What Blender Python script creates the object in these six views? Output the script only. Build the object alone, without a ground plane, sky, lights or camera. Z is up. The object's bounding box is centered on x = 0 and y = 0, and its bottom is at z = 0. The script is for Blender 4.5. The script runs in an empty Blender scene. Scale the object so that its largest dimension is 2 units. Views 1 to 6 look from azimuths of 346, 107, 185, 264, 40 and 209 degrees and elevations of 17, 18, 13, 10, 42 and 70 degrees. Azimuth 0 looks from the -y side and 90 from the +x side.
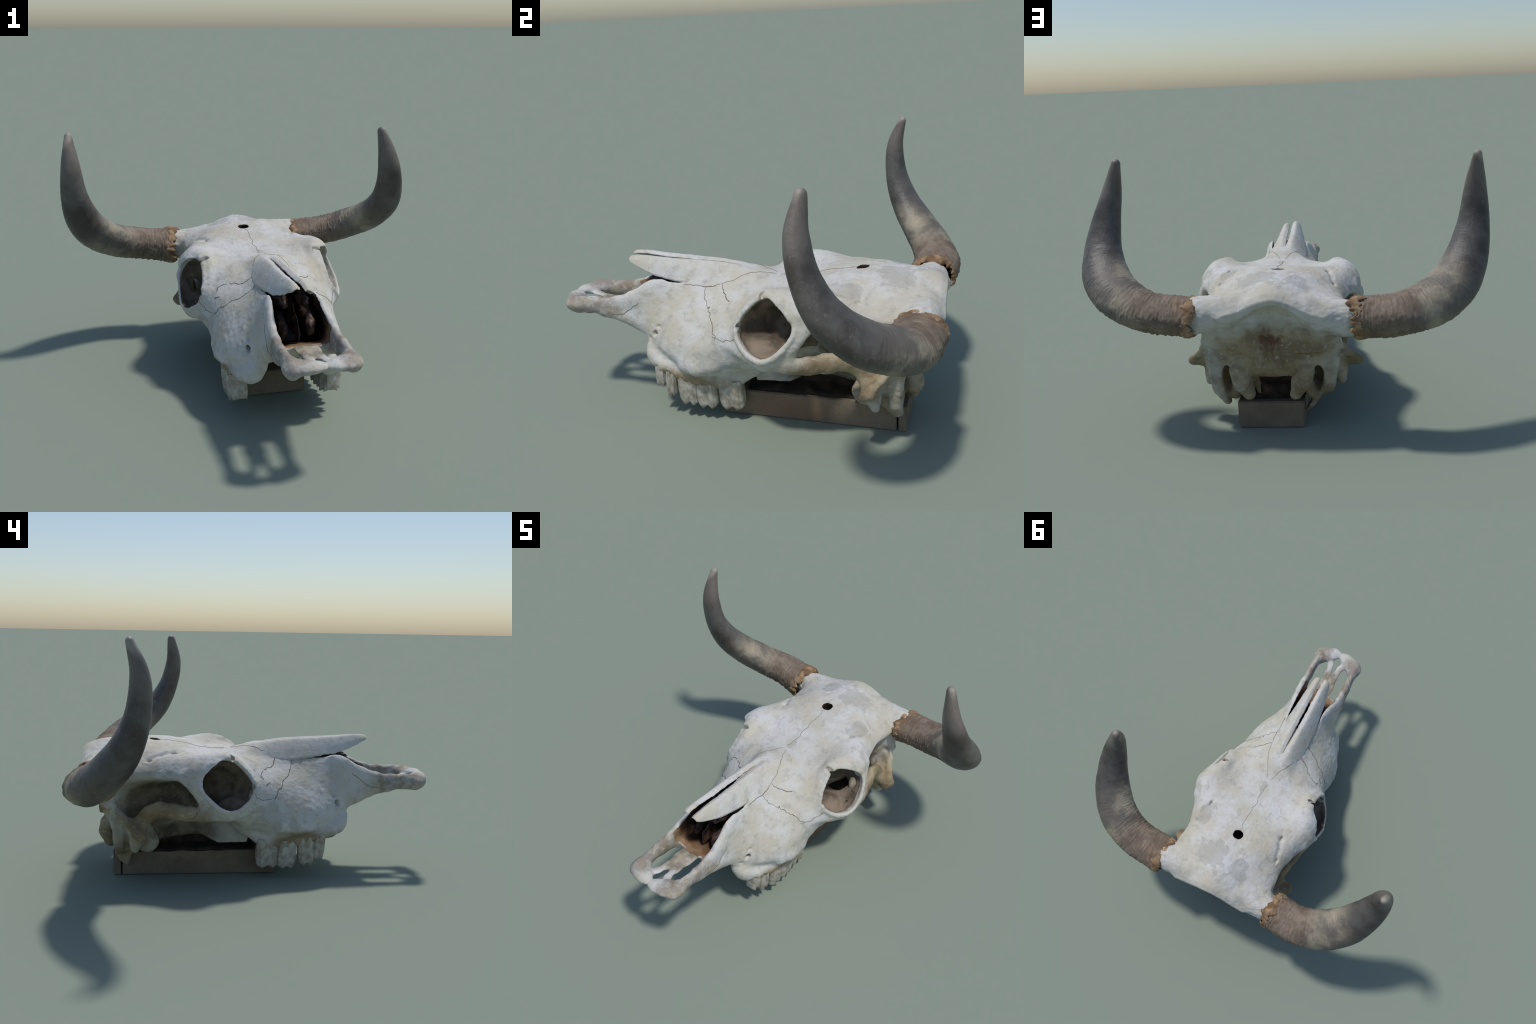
# Horned cattle skull on a wooden support block -- procedural build.
import bpy, bmesh, math
import numpy as np
from mathutils import Vector
from mathutils.bvhtree import BVHTree

XM = 0.028            # mirror plane of the skull
H = 0.005             # sampling step of the bone field

# ------------------------------------------------------------------ numeric helpers
def lattice_noise(P, freq, seed):
    """smooth value noise in -1..1 at points P (n,3)"""
    rng = np.random.RandomState(seed)
    N = 32
    tab = rng.uniform(-1, 1, (N, N, N)).astype(np.float32)
    Q = P * np.asarray(freq, dtype=float) + 100.37
    i = np.floor(Q).astype(int)
    f = Q - i
    f = f * f * (3 - 2 * f)
    out = np.zeros(len(P))
    for a in (0, 1):
        for b in (0, 1):
            for c in (0, 1):
                w = ((f[:, 0] if a else 1 - f[:, 0]) * (f[:, 1] if b else 1 - f[:, 1]) *
                     (f[:, 2] if c else 1 - f[:, 2]))
                out += w * tab[(i[:, 0] + a) % N, (i[:, 1] + b) % N, (i[:, 2] + c) % N]
    return out

def fbm(P, freq, seed, octaves=3):
    s, amp, tot = 0, 1.0, 0
    for o in range(octaves):
        s = s + amp * lattice_noise(P, np.asarray(freq, float) * 2 ** o, seed + o)
        tot += amp
        amp *= 0.5
    return s / tot

def catmull(P, t):
    P = np.asarray(P, float)
    t = np.atleast_1d(np.asarray(t, float))
    n = len(P)
    Q = np.vstack([2 * P[0] - P[1], P, 2 * P[-1] - P[-2]])
    i = np.clip(np.floor(t).astype(int), 0, n - 2)
    f = (t - i)[:, None]
    a, b, c, d = Q[i], Q[i + 1], Q[i + 2], Q[i + 3]
    return .5 * (2 * b + (c - a) * f + (2 * a - 5 * b + 4 * c - d) * f * f + (3 * b - a - 3 * c + d) * f ** 3)

def pchip(xs, Y, q):
    """monotone-ish cubic interpolation of rows Y at stations xs"""
    xs = np.asarray(xs, float)
    Y = np.asarray(Y, float)
    d = np.diff(Y, axis=0) / np.diff(xs)[:, None]
    m = np.zeros_like(Y)
    m[0], m[-1] = d[0], d[-1]
    prod = d[:-1] * d[1:]
    with np.errstate(divide='ignore', invalid='ignore'):
        hm = 2 * prod / (d[:-1] + d[1:])
    m[1:-1] = np.where(prod > 0, np.nan_to_num(hm), 0)
    q = np.clip(q, xs[0], xs[-1])
    i = int(np.clip(np.searchsorted(xs, q) - 1, 0, len(xs) - 2))
    h = xs[i + 1] - xs[i]
    t = (q - xs[i]) / h
    return ((2 * t ** 3 - 3 * t ** 2 + 1) * Y[i] + (t ** 3 - 2 * t ** 2 + t) * h * m[i] +
            (-2 * t ** 3 + 3 * t ** 2) * Y[i + 1] + (t ** 3 - t ** 2) * h * m[i + 1])

def smin(a, b, k):
    h = np.clip(.5 + .5 * (b - a) / k, 0, 1)
    return b + (a - b) * h - k * h * (1 - h)

def smax(a, b, k):
    return -smin(-a, -b, k)

# ------------------------------------------------------------------ distance fields
def poly2d(px, pz, V):
    """signed distance to closed polygon V (n,2), negative inside"""
    d = np.full(px.shape, 1e9)
    s = np.zeros(px.shape, bool)
    n = len(V)
    for i in range(n):
        a, b = V[i], V[i - 1]
        ex, ez = b[0] - a[0], b[1] - a[1]
        L = ex * ex + ez * ez
        if L < 1e-14:
            continue
        wx, wz = px - a[0], pz - a[1]
        t = np.clip((wx * ex + wz * ez) / L, 0, 1)
        dx, dz = wx - ex * t, wz - ez * t
        d = np.minimum(d, dx * dx + dz * dz)
        if abs(ez) > 1e-12:
            c = (a[1] > pz) != (b[1] > pz)
            s ^= c & (px < ex * (pz - a[1]) / ez + a[0])
    d = np.sqrt(d)
    return np.where(s, -d, d)

def smooth_outline(half, sub=4):
    """half profile (s,z) from top midline to bottom midline -> closed mirrored outline"""
    half = np.asarray(half, float)
    n = len(half)
    t = np.linspace(0, n - 1, (n - 1) * sub + 1)
    # mirror end tangents so the outline crosses the midline squarely
    ext = np.vstack([[-half[1, 0], half[1, 1]], half, [-half[-2, 0], half[-2, 1]]])
    c = catmull(ext, t + 1)
    c[:, 0] = np.maximum(c[:, 0], 0)
    m = c[1:-1][::-1] * [-1, 1]
    return np.vstack([c, m])

class Loft:
    """stack of half profiles along y"""
    def __init__(self, stations, ends=0.0):
        self.y = [s[0] for s in stations]
        self.P = np.array([[c for p in s[1] for c in p] for s in stations])
        self.ends = ends
    def __call__(self, S, Y, Z):
        out = np.empty(S.shape)
        for j in range(S.shape[1]):
            y = Y[0, j, 0]
            half = pchip(self.y, self.P, y).reshape(-1, 2)
            d = poly2d(S[:, j, :], Z[:, j, :], smooth_outline(half))
            e = max(self.y[0] - y, y - self.y[-1])
            if e > 0:
                d = np.sqrt(np.maximum(d, 0) ** 2 + e * e)
            elif e > -0.04:
                d = np.maximum(d, e)
            out[:, j, :] = d
        return out

class Tube:
    """chain of tapered capsules; flat scales the axes (a ribbon when < 1)"""
    def __init__(self, pts, flat=(1, 1, 1), k=0.01):
        self.p = [np.array(p[:3], float) for p in pts]
        self.r = [p[3] for p in pts]
        self.f = np.array(flat, float)
        self.k = k
    def __call__(self, S, Y, Z):
        f = self.f
        out = None
        for a, b, ra, rb in zip(self.p, self.p[1:], self.r, self.r[1:]):
            e = (b - a) / f
            w = [(S - a[0]) / f[0], (Y - a[1]) / f[1], (Z - a[2]) / f[2]]
            t = np.clip((w[0] * e[0] + w[1] * e[1] + w[2] * e[2]) / (e @ e), 0, 1)
            d = np.sqrt((w[0] - e[0] * t) ** 2 + (w[1] - e[1] * t) ** 2 + (w[2] - e[2] * t) ** 2) - (ra + (rb - ra) * t)
            d = d * f.min()
            out = d if out is None else smin(out, d, self.k)
        return out
    def box(self, m):
        p = np.array(self.p)
        r = max(self.r) * self.f.max() + m
        return p.min(0) - r, p.max(0) + r

class Ellipsoid:
    def __init__(self, c, r, axes=None):
        self.c, self.r = np.array(c, float), np.array(r, float)
        A = np.eye(3) if axes is None else np.array(axes, float)
        # orthonormalise rows
        A[0] /= np.linalg.norm(A[0])
        A[1] -= A[0] * (A[0] @ A[1])
        A[1] /= np.linalg.norm(A[1])
        A[2] = np.cross(A[0], A[1])
        self.A = A
    def __call__(self, S, Y, Z):
        w = [S - self.c[0], Y - self.c[1], Z - self.c[2]]
        q = [(self.A[i, 0] * w[0] + self.A[i, 1] * w[1] + self.A[i, 2] * w[2]) for i in range(3)]
        k0 = np.sqrt(sum((q[i] / self.r[i]) ** 2 for i in range(3)))
        k1 = np.sqrt(sum((q[i] / self.r[i] ** 2) ** 2 for i in range(3))) + 1e-9
        return k0 * (k0 - 1) / k1
    def box(self, m):
        r = self.r.max() + m
        return self.c - r, self.c + r

class Plate:
    """polygon given thickness; axis 's': drawn in (y,z), thick sideways; axis 'y': drawn in (s,z), thick along y"""
    def __init__(self, poly, at, half, ta=0, tb=0, soft=0.01, axis='s'):
        self.V = np.array(poly, float)
        self.a0, self.b0 = self.V.mean(0)
        self.at, self.h, self.ta, self.tb, self.soft, self.axis = at, half, ta, tb, soft, axis
    def __call__(self, S, Y, Z):
        A, T = (Y, S) if self.axis == 's' else (S, Y)
        d2 = poly2d(A, Z, self.V)
        dt = np.abs(T - self.at - self.ta * (A - self.a0) - self.tb * (Z - self.b0)) - self.h
        return smax(d2, dt, self.soft)
    def box(self, m):
        lo, hi = self.V.min(0) - m, self.V.max(0) + m
        e = self.h + m + abs(self.ta) * (hi[0] - lo[0]) + abs(self.tb) * (hi[1] - lo[1])
        l, h = np.array([self.at - e, lo[0], lo[1]]), np.array([self.at + e, hi[0], hi[1]])
        if self.axis == 'y':
            l, h = l[[1, 0, 2]], h[[1, 0, 2]]
        return l, h

class Field:
    def __init__(self, xs, ys, zs):
        self.x, self.y, self.z = xs, ys, zs
        self.f = np.full((len(xs), len(ys), len(zs)), 0.3, np.float64)
    def _sl(self, shape, m):
        lo, hi = shape.box(m)
        sl = []
        for ax, l, h in zip((self.x, self.y, self.z), lo, hi):
            i0, i1 = np.searchsorted(ax, l), np.searchsorted(ax, h)
            sl.append(slice(max(0, i0 - 1), min(len(ax), i1 + 1)))
        return tuple(sl)
    def _ev(self, shape, sl):
        G = np.meshgrid(self.x[sl[0]], self.y[sl[1]], self.z[sl[2]], indexing='ij')
        return shape(*G)
    def add(self, shape, k=0.02, box=None):
        sl = box or self._sl(shape, 0.03 + k)
        self.f[sl] = smin(self.f[sl], self._ev(shape, sl), k)
    def cut(self, shape, k=0.012, box=None):
        sl = box or self._sl(shape, 0.03 + k)
        self.f[sl] = smax(self.f[sl], -self._ev(shape, sl), k)

def surface_nets(F, xs, ys, zs):
    neg = F < 0
    nx, ny, nz = F.shape
    c = np.zeros((nx - 1, ny - 1, nz - 1), np.int8)
    for a in (0, 1):
        for b in (0, 1):
            for d in (0, 1):
                c += neg[a:nx - 1 + a, b:ny - 1 + b, d:nz - 1 + d]
    act = (c > 0) & (c < 8)
    I = np.argwhere(act)
    idx = np.full(act.shape, -1, np.int64)
    idx[act] = np.arange(len(I))
    corners = [(a, b, d) for a in (0, 1) for b in (0, 1) for d in (0, 1)]
    vals = {k: F[I[:, 0] + k[0], I[:, 1] + k[1], I[:, 2] + k[2]] for k in corners}
    acc = np.zeros((len(I), 3))
    cnt = np.zeros(len(I))
    for k in corners:
        for ax in range(3):
            if k[ax] == 0:
                k2 = list(k)
                k2[ax] = 1
                k2 = tuple(k2)
                a, b = vals[k], vals[k2]
                m = (a < 0) != (b < 0)
                t = np.where(m, a / np.where(m, a - b, 1), 0)
                p = np.tile(np.array(k, float), (len(I), 1))
                p[:, ax] += t
                acc += p * m[:, None]
                cnt += m
    V = I + acc / cnt[:, None]
    h = xs[1] - xs[0]
    V = V * h + [xs[0], ys[0], zs[0]]
    quads = []
    for ax in range(3):
        sa = [slice(None)] * 3
        sb = [slice(None)] * 3
        sa[ax] = slice(0, -1)
        sb[ax] = slice(1, None)
        A, Bn = neg[tuple(sa)], neg[tuple(sb)]
        E = np.argwhere(A != Bn)
        o1, o2 = [(1, 2), (2, 0), (0, 1)][ax]
        E = E[(E[:, o1] > 0) & (E[:, o2] > 0) & (E[:, o1] < F.shape[o1] - 1) & (E[:, o2] < F.shape[o2] - 1)]
        inside = neg[E[:, 0], E[:, 1], E[:, 2]]
        q = []
        for d1, d2 in ((1, 1), (0, 1), (0, 0), (1, 0)):
            e = E.copy()
            e[:, o1] -= d1
            e[:, o2] -= d2
            q.append(idx[e[:, 0], e[:, 1], e[:, 2]])
        q = np.stack(q, 1)
        q[~inside] = q[~inside][:, ::-1]
        quads.append(q)
    return V, np.vstack(quads)

def vertex_normals(V, Q):
    n = np.cross(V[Q[:, 2]] - V[Q[:, 0]], V[Q[:, 3]] - V[Q[:, 1]])
    N = np.zeros_like(V)
    for k in range(4):
        np.add.at(N, Q[:, k], n)
    return N / (np.linalg.norm(N, axis=1)[:, None] + 1e-12)

def relax(V, Q, it, w=0.5):
    for _ in range(it):
        s = np.zeros_like(V)
        c = np.zeros(len(V))
        for a, b in ((0, 1), (1, 2), (2, 3), (3, 0)):
            np.add.at(s, Q[:, a], V[Q[:, b]])
            np.add.at(s, Q[:, b], V[Q[:, a]])
            np.add.at(c, Q[:, a], 1)
            np.add.at(c, Q[:, b], 1)
        V = V + w * (s / c[:, None] - V)
    return V

# ------------------------------------------------------------------ scene helpers
def make_mesh(name, V, F):
    me = bpy.data.meshes.new(name)
    me.from_pydata(np.asarray(V).tolist(), [], [list(map(int, f)) for f in F])
    me.validate()
    me.update()
    return me

def link(name, me, mat, parent, smooth=True):
    ob = bpy.data.objects.new(name, me)
    bpy.context.scene.collection.objects.link(ob)
    if mat and not me.materials:
        me.materials.append(mat)
    if smooth:
        me.polygons.foreach_set('use_smooth', [True] * len(me.polygons))
    ob.parent = parent
    return ob

# ------------------------------------------------------------------ materials
class Nodes:
    def __init__(self, name):
        m = bpy.data.materials.new(name)
        m.use_nodes = True
        self.m, self.t = m, m.node_tree
        self.b = self.t.nodes['Principled BSDF']
        self.co = self.t.nodes.new('ShaderNodeTexCoord').outputs['Object']
    def L(self, a, b):
        self.t.links.new(a, b)
    def new(self, kind, **kw):
        n = self.t.nodes.new(kind)
        for k, v in kw.items():
            setattr(n, k, v)
        return n
    def mapped(self, loc=(0, 0, 0), rot=(0, 0, 0), scale=(1, 1, 1), co=None):
        n = self.new('ShaderNodeMapping')
        n.inputs['Location'].default_value = loc
        n.inputs['Rotation'].default_value = rot
        n.inputs['Scale'].default_value = scale
        self.L(co or self.co, n.inputs['Vector'])
        return n.outputs[0]
    def noise(self, scale, detail=4, rough=.55, co=None, dist=0.0):
        n = self.new('ShaderNodeTexNoise')
        n.inputs['Scale'].default_value = scale
        n.inputs['Detail'].default_value = detail
        n.inputs['Roughness'].default_value = rough
        n.inputs['Distortion'].default_value = dist
        self.L(co or self.co, n.inputs['Vector'])
        return n.outputs['Fac']
    def ramp(self, fac, lo, hi, a=0.0, b=1.0):
        n = self.new('ShaderNodeMapRange')
        n.interpolation_type = 'SMOOTHSTEP'
        for k, v in zip(('From Min', 'From Max', 'To Min', 'To Max'), (lo, hi, a, b)):
            n.inputs[k].default_value = v
        self.L(fac, n.inputs['Value'])
        return n.outputs[0]
    def math(self, op, a, b=None):
        n = self.new('ShaderNodeMath', operation=op)
        for i, v in enumerate((a, b)):
            if v is None:
                continue
            if isinstance(v, (int, float)):
                n.inputs[i].default_value = v
            else:
                self.L(v, n.inputs[i])
        return n.outputs[0]
    def mix(self, fac, a, b):
        n = self.new('ShaderNodeMix', data_type='RGBA')
        for s, v in ((n.inputs[0], fac), (n.inputs[6], a), (n.inputs[7], b)):
            if isinstance(v, (int, float)):
                s.default_value = v
            elif isinstance(v, tuple):
                s.default_value = (*v, 1)
            else:
                self.L(v, s)
        return n.outputs[2]
    def blob(self, centre, radius, edge=.25, wob=.0, wscale=12):
        """soft ellipsoidal mask (1 inside) on object coordinates, wobbled by noise"""
        mp = self.new('ShaderNodeVectorMath', operation='SUBTRACT')
        self.L(self.co, mp.inputs[0])
        mp.inputs[1].default_value = centre
        dv = self.new('ShaderNodeVectorMath', operation='DIVIDE')
        self.L(mp.outputs[0], dv.inputs[0])
        dv.inputs[1].default_value = radius
        ln = self.new('ShaderNodeVectorMath', operation='LENGTH')
        self.L(dv.outputs[0], ln.inputs[0])
        d = ln.outputs['Value']
        if wob:
            d = self.math('ADD', d, self.math('MULTIPLY', self.math('SUBTRACT', self.noise(wscale, 3), .5), wob))
        return self.ramp(d, 1 - edge, 1, 1, 0)
    def bump(self, h, strength=.3, dist=.004, chain=None):
        n = self.new('ShaderNodeBump')
        n.inputs['Strength'].default_value = strength
        n.inputs['Distance'].default_value = dist
        self.L(h, n.inputs['Height'])
        if chain:
            self.L(chain, n.inputs['Normal'])
        return n.outputs[0]
    def done(self, col, rough=.7, normal=None, spec=.3):
        if isinstance(col, tuple):
            self.b.inputs['Base Color'].default_value = (*col, 1)
        else:
            self.L(col, self.b.inputs['Base Color'])
        if isinstance(rough, (int, float)):
            self.b.inputs['Roughness'].default_value = rough
        else:
            self.L(rough, self.b.inputs['Roughness'])
        self.b.inputs['Specular IOR Level'].default_value = spec
        if normal:
            self.L(normal, self.b.inputs['Normal'])
        return self.m

def bone_material(name='weathered_bone'):
    n = Nodes(name)
    col = n.mix(n.ramp(n.noise(6, 5, .62), .36, .64), (.525, .50, .425), (.595, .592, .575))
    col = n.mix(n.ramp(n.noise(4, 4, .6, n.mapped((5, 2, 1))), .50, .68, 0, .6), col, (.50, .455, .35))
    col = n.mix(n.ramp(n.noise(17, 5, .65, n.mapped((3, 1, 2))), .50, .70, 0, .65), col, (.37, .36, .33))
    # warm tan staining where soil and tissue clung: cheek arches, ear region, neck face, gum line
    st = None
    for c, r in (((.40, .52, .35), (.16, .36, .20)), ((-.345, .52, .35), (.16, .36, .20)),
                 ((.03, .88, .38), (.46, .22, .24)), ((.03, .70, .20), (.46, .30, .25)),
                 ((-.30, -.30, .20), (.2, .34, .10)), ((.35, -.32, .20), (.2, .34, .10)),
                 ((.30, .55, .45), (.14, .26, .13)), ((-.245, .55, .45), (.14, .26, .13))):  # last pair darkens the temporal pits, shade put into the colour
        b = n.blob(c, r, .5, .6, 9)
        st = b if st is None else n.math('MAXIMUM', st, b)
    tan = n.mix(n.ramp(n.noise(9, 4), .4, .65), (.20, .142, .07), (.335, .265, .15))
    col = n.mix(n.math('MULTIPLY', st, .92), col, tan)
    # brown deepened to paint in shade: temporal pits and under the skull
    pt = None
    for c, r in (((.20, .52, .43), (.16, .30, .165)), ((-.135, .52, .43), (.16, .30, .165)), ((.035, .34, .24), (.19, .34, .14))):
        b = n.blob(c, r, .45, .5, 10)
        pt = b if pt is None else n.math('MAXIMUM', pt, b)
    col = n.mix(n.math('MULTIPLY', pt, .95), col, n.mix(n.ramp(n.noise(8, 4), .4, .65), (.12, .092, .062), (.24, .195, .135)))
    # grey-brown weathering of the muzzle
    mz = None
    for c in ((-.10, -.82, .52), (.16, -.82, .52)):
        b = n.blob(c, (.12, .30, .14), .6, .9, 11)
        mz = b if mz is None else n.math('MAXIMUM', mz, b)
    col = n.mix(n.math('MULTIPLY', mz, n.ramp(n.noise(15, 5, .65), .36, .60, .25, .92)), col, n.mix(n.ramp(n.noise(9, 3, .5, n.mapped((1, 4, 2))), .45, .6), (.255, .225, .20), (.27, .215, .15)))
    # rusty stain under the neck tubercle
    ru = n.blob((.045, .87, .475), (.075, .09, .065), .7, 2.2, 28)
    col = n.mix(n.math('MULTIPLY', ru, .85), col, (.13, .055, .03))
    md = n.blob((.028, -.74, .50), (.062, .18, .04), .4, .6, 14)
    col = n.mix(n.math('MULTIPLY', md, .85), col, n.mix(n.ramp(n.noise(20, 4), .4, .6), (.20, .175, .12), (.34, .30, .22)))
    # grey scan-retouch patches kept in the colour, with irregular, fairly sharp borders
    gp = None
    for c, r in (((-.345, -.09, .36), (.07, .155, .10)), ((.40, -.09, .36), (.07, .155, .10)),
                 ((.035, .19, .69), (.025, .055, .06)), ((.12, .74, .75), (.12, .09, .1)), ((-.09, .75, .74), (.07, .07, .1)),
                 ((.27, .53, .69), (.05, .09, .08))):
        b = n.blob(c, r, .16, 2.2, 13)
        gp = b if gp is None else n.math('MAXIMUM', gp, b)
    col = n.mix(n.math('MULTIPLY', gp, .45), col, (.33, .325, .30))
    # streaky mid-scale weathering
    mw = n.noise(34, 5, .7, n.mapped((2, 7, 3), (0, 0, .3), (1, .6, 1)))
    col = n.mix(n.ramp(mw, .56, .70, 0, .5), col, (.36, .335, .28))
    col = n.mix(n.ramp(mw, .30, .44, .35, 0), col, (.68, .69, .68))
    # fine specks and pores
    sp = n.ramp(n.noise(110, 3, .6), .64, .74)
    col = n.mix(n.math('MULTIPLY', sp, .55), col, (.27, .235, .18))
    fine = n.noise(55, 6, .7)
    grain = n.noise(130, 4, .65, n.mapped(scale=(1, .35, 1)))
    nb = n.bump(fine, .5, .005)
    nb = n.bump(grain, .3, .0025, nb)
    return n.done(col, .72, nb, .25)

def plain(name, a, b, scale=12, rough=.75, bstr=.3, bdist=.003, bscale=50, spec=.25):
    n = Nodes(name)
    col = n.mix(n.ramp(n.noise(scale, 5, .6), .35, .65), a, b)
    return n.done(col, rough, n.bump(n.noise(bscale, 4), bstr, bdist), spec)

def horn_material(name, base, length):
    n = Nodes(name)
    sub = n.new('ShaderNodeVectorMath', operation='DISTANCE')
    n.L(n.co, sub.inputs[0])
    sub.inputs[1].default_value = base
    d = n.math('ADD', n.math('DIVIDE', sub.outputs['Value'], length), n.math('MULTIPLY', n.math('SUBTRACT', n.noise(6, 3), .5), .16))
    col = n.mix(n.ramp(n.noise(14, 5, .65), .35, .65), (.14, .104, .074), (.235, .185, .14))
    mid = n.mix(n.ramp(n.noise(7, 5, .6), .42, .66), (.135, .120, .100), (.33, .29, .21))
    dark = n.mix(n.ramp(n.noise(6, 4, .6), .35, .65), (.055, .047, .040), (.112, .104, .096))
    col = n.mix(n.ramp(d, .24, .42), col, mid)
    col = n.mix(n.ramp(d, .46, .64), col, dark)
    col = n.mix(n.ramp(d, .82, .93, 0, .8), col, (.17, .145, .125))
    col = n.mix(n.ramp(sub.outputs['Value'], length * .965, length * .995, 0, .7), col, (.40, .355, .30))
    # orange-brown at the frayed mouth
    col = n.mix(n.ramp(d, .06, .17, .7, 0), col, n.mix(n.ramp(n.noise(18, 3), .45, .6), (.15, .09, .055), (.27, .18, .11)))
    fl = n.noise(48, 5, .72, n.mapped(scale=(2.4, 1, .6)))
    col = n.mix(n.ramp(fl, .58, .72, 0, .38), col, (.33, .30, .26))
    col = n.mix(n.ramp(fl, .28, .42, .5, 0), col, (.055, .046, .04))
    nb = n.bump(fl, .55, .004)
    return n.done(col, n.ramp(d, .2, .6, .72, .42), nb, .4)

def block_material():
    n = Nodes('brown_board')
    g = n.noise(60, 4, .6)
    col = n.mix(n.ramp(n.noise(5, 3), .35, .65), (.175, .136, .096), (.23, .18, .13))
    col = n.mix(n.ramp(g, .4, .7, 0, .25), col, (.10, .08, .058))
    # orange smears on the long side
    col = n.mix(n.math('MULTIPLY', n.blob((.22, .25, .06), (.05, .30, .09), .7, .9, 7), .6), col, (.21, .125, .075))
    return n.done(col, .8, n.bump(g, .2, .002), .2)

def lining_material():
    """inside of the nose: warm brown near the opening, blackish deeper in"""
    n = Nodes('dark_cavity_walls')
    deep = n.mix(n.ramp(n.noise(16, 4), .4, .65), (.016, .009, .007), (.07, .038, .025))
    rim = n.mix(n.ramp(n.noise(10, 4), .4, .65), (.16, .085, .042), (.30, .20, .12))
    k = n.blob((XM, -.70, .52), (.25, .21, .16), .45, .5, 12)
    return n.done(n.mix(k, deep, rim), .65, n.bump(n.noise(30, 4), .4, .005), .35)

# ------------------------------------------------------------------ bone field
# half profiles (s, z), s = distance from the mirror plane, top midline first
BODY = [
 (-.64, [(0,.485),(.05,.485),(.10,.485),(.125,.55),(.145,.565),(.155,.545),(.157,.52),(.155,.48),(.14,.45),(.10,.445),(.05,.455),(0,.46)]),
 (-.55, [(0,.49),(.05,.49),(.09,.49),(.112,.60),(.130,.61),(.148,.565),(.156,.52),(.158,.46),(.148,.40),(.11,.39),(.05,.42),(0,.43)]),
 (-.47, [(0,.55),(.05,.60),(.09,.645),(.108,.662),(.128,.635),(.155,.57),(.180,.50),(.198,.43),(.198,.37),(.16,.34),(.08,.36),(0,.38)]),
 (-.38, [(0,.60),(.06,.63),(.100,.655),(.118,.642),(.145,.595),(.180,.53),(.218,.46),(.248,.40),(.257,.34),(.20,.29),(.10,.30),(0,.32)]),
 (-.28, [(0,.715),(.05,.700),(.106,.650),(.126,.625),(.160,.583),(.208,.525),(.258,.458),(.297,.39),(.304,.32),(.235,.25),(.12,.27),(0,.29)]),
 (-.18, [(0,.725),(.048,.720),(.108,.648),(.132,.618),(.175,.578),(.230,.525),(.283,.458),(.322,.38),(.322,.30),(.24,.23),(.12,.26),(0,.28)]),
 (-.09, [(0,.727),(.045,.720),(.108,.656),(.150,.620),(.205,.583),(.262,.535),(.312,.467),(.333,.39),(.324,.31),(.235,.23),(.12,.26),(0,.28)]),
 (.00,  [(0,.724),(.055,.716),(.118,.668),(.18,.640),(.245,.605),(.305,.555),(.342,.49),(.346,.41),(.322,.33),(.22,.25),(.13,.25),(0,.27)]),
 (.08,  [(0,.707),(.07,.70),(.14,.675),(.22,.660),(.28,.643),(.335,.595),(.365,.53),(.365,.43),(.340,.345),(.22,.26),(.11,.22),(0,.25)]),
 (.17,  [(0,.690),(.08,.686),(.16,.678),(.25,.685),(.32,.690),(.370,.655),(.395,.55),(.393,.43),(.36,.37),(.20,.33),(.07,.22),(0,.22)]),
 (.26,  [(0,.692),(.10,.690),(.19,.690),(.29,.715),(.362,.710),(.413,.645),(.420,.55),(.39,.45),(.26,.41),(.10,.32),(.06,.21),(0,.22)]),
 (.34,  [(0,.707),(.10,.706),(.20,.705),(.29,.711),(.362,.700),(.418,.64),(.410,.57),(.35,.54),(.15,.47),(.10,.32),(.06,.22),(0,.22)]),
 (.42,  [(0,.724),(.10,.724),(.19,.719),(.26,.708),(.335,.686),(.390,.62),(.370,.58),(.25,.55),(.15,.46),(.11,.33),(.06,.24),(0,.23)]),
 (.52,  [(0,.738),(.10,.738),(.18,.730),(.25,.708),(.315,.668),(.352,.61),(.335,.58),(.25,.55),(.17,.45),(.13,.30),(.07,.21),(0,.20)]),
 (.62,  [(0,.748),(.10,.745),(.17,.730),(.23,.700),(.29,.663),(.33,.61),(.32,.575),(.26,.54),(.195,.43),(.16,.29),(.09,.18),(0,.17)]),
 (.72,  [(0,.750),(.10,.737),(.17,.714),(.23,.692),(.295,.660),(.34,.61),(.320,.56),(.235,.50),(.215,.41),(.19,.30),(.12,.20),(0,.19)]),
 (.79,  [(0,.748),(.10,.727),(.17,.699),(.23,.678),(.295,.657),(.335,.61),(.320,.55),(.27,.48),(.26,.39),(.21,.32),(.13,.28),(0,.29)]),
 (.84,  [(0,.742),(.10,.717),(.16,.688),(.22,.668),(.28,.65),(.32,.61),(.305,.54),(.27,.47),(.21,.42),(.14,.38),(.07,.35),(0,.345)]),
 (.88,  [(0,.731),(.10,.704),(.16,.676),(.21,.660),(.26,.645),(.30,.61),(.28,.55),(.22,.515),(.17,.53),(.12,.56),(.06,.59),(0,.60)]),
 (.92,  [(0,.717),(.10,.690),(.16,.660),(.20,.645),(.24,.632),(.27,.61),(.25,.57),(.20,.56),(.15,.58),(.10,.615),(.05,.64),(0,.65)]),
 (.95,  [(0,.692),(.08,.675),(.13,.650),(.17,.632),(.21,.620),(.24,.605),(.22,.59),(.18,.59),(.13,.612),(.08,.645),(.04,.665),(0,.67)]),
]
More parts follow.
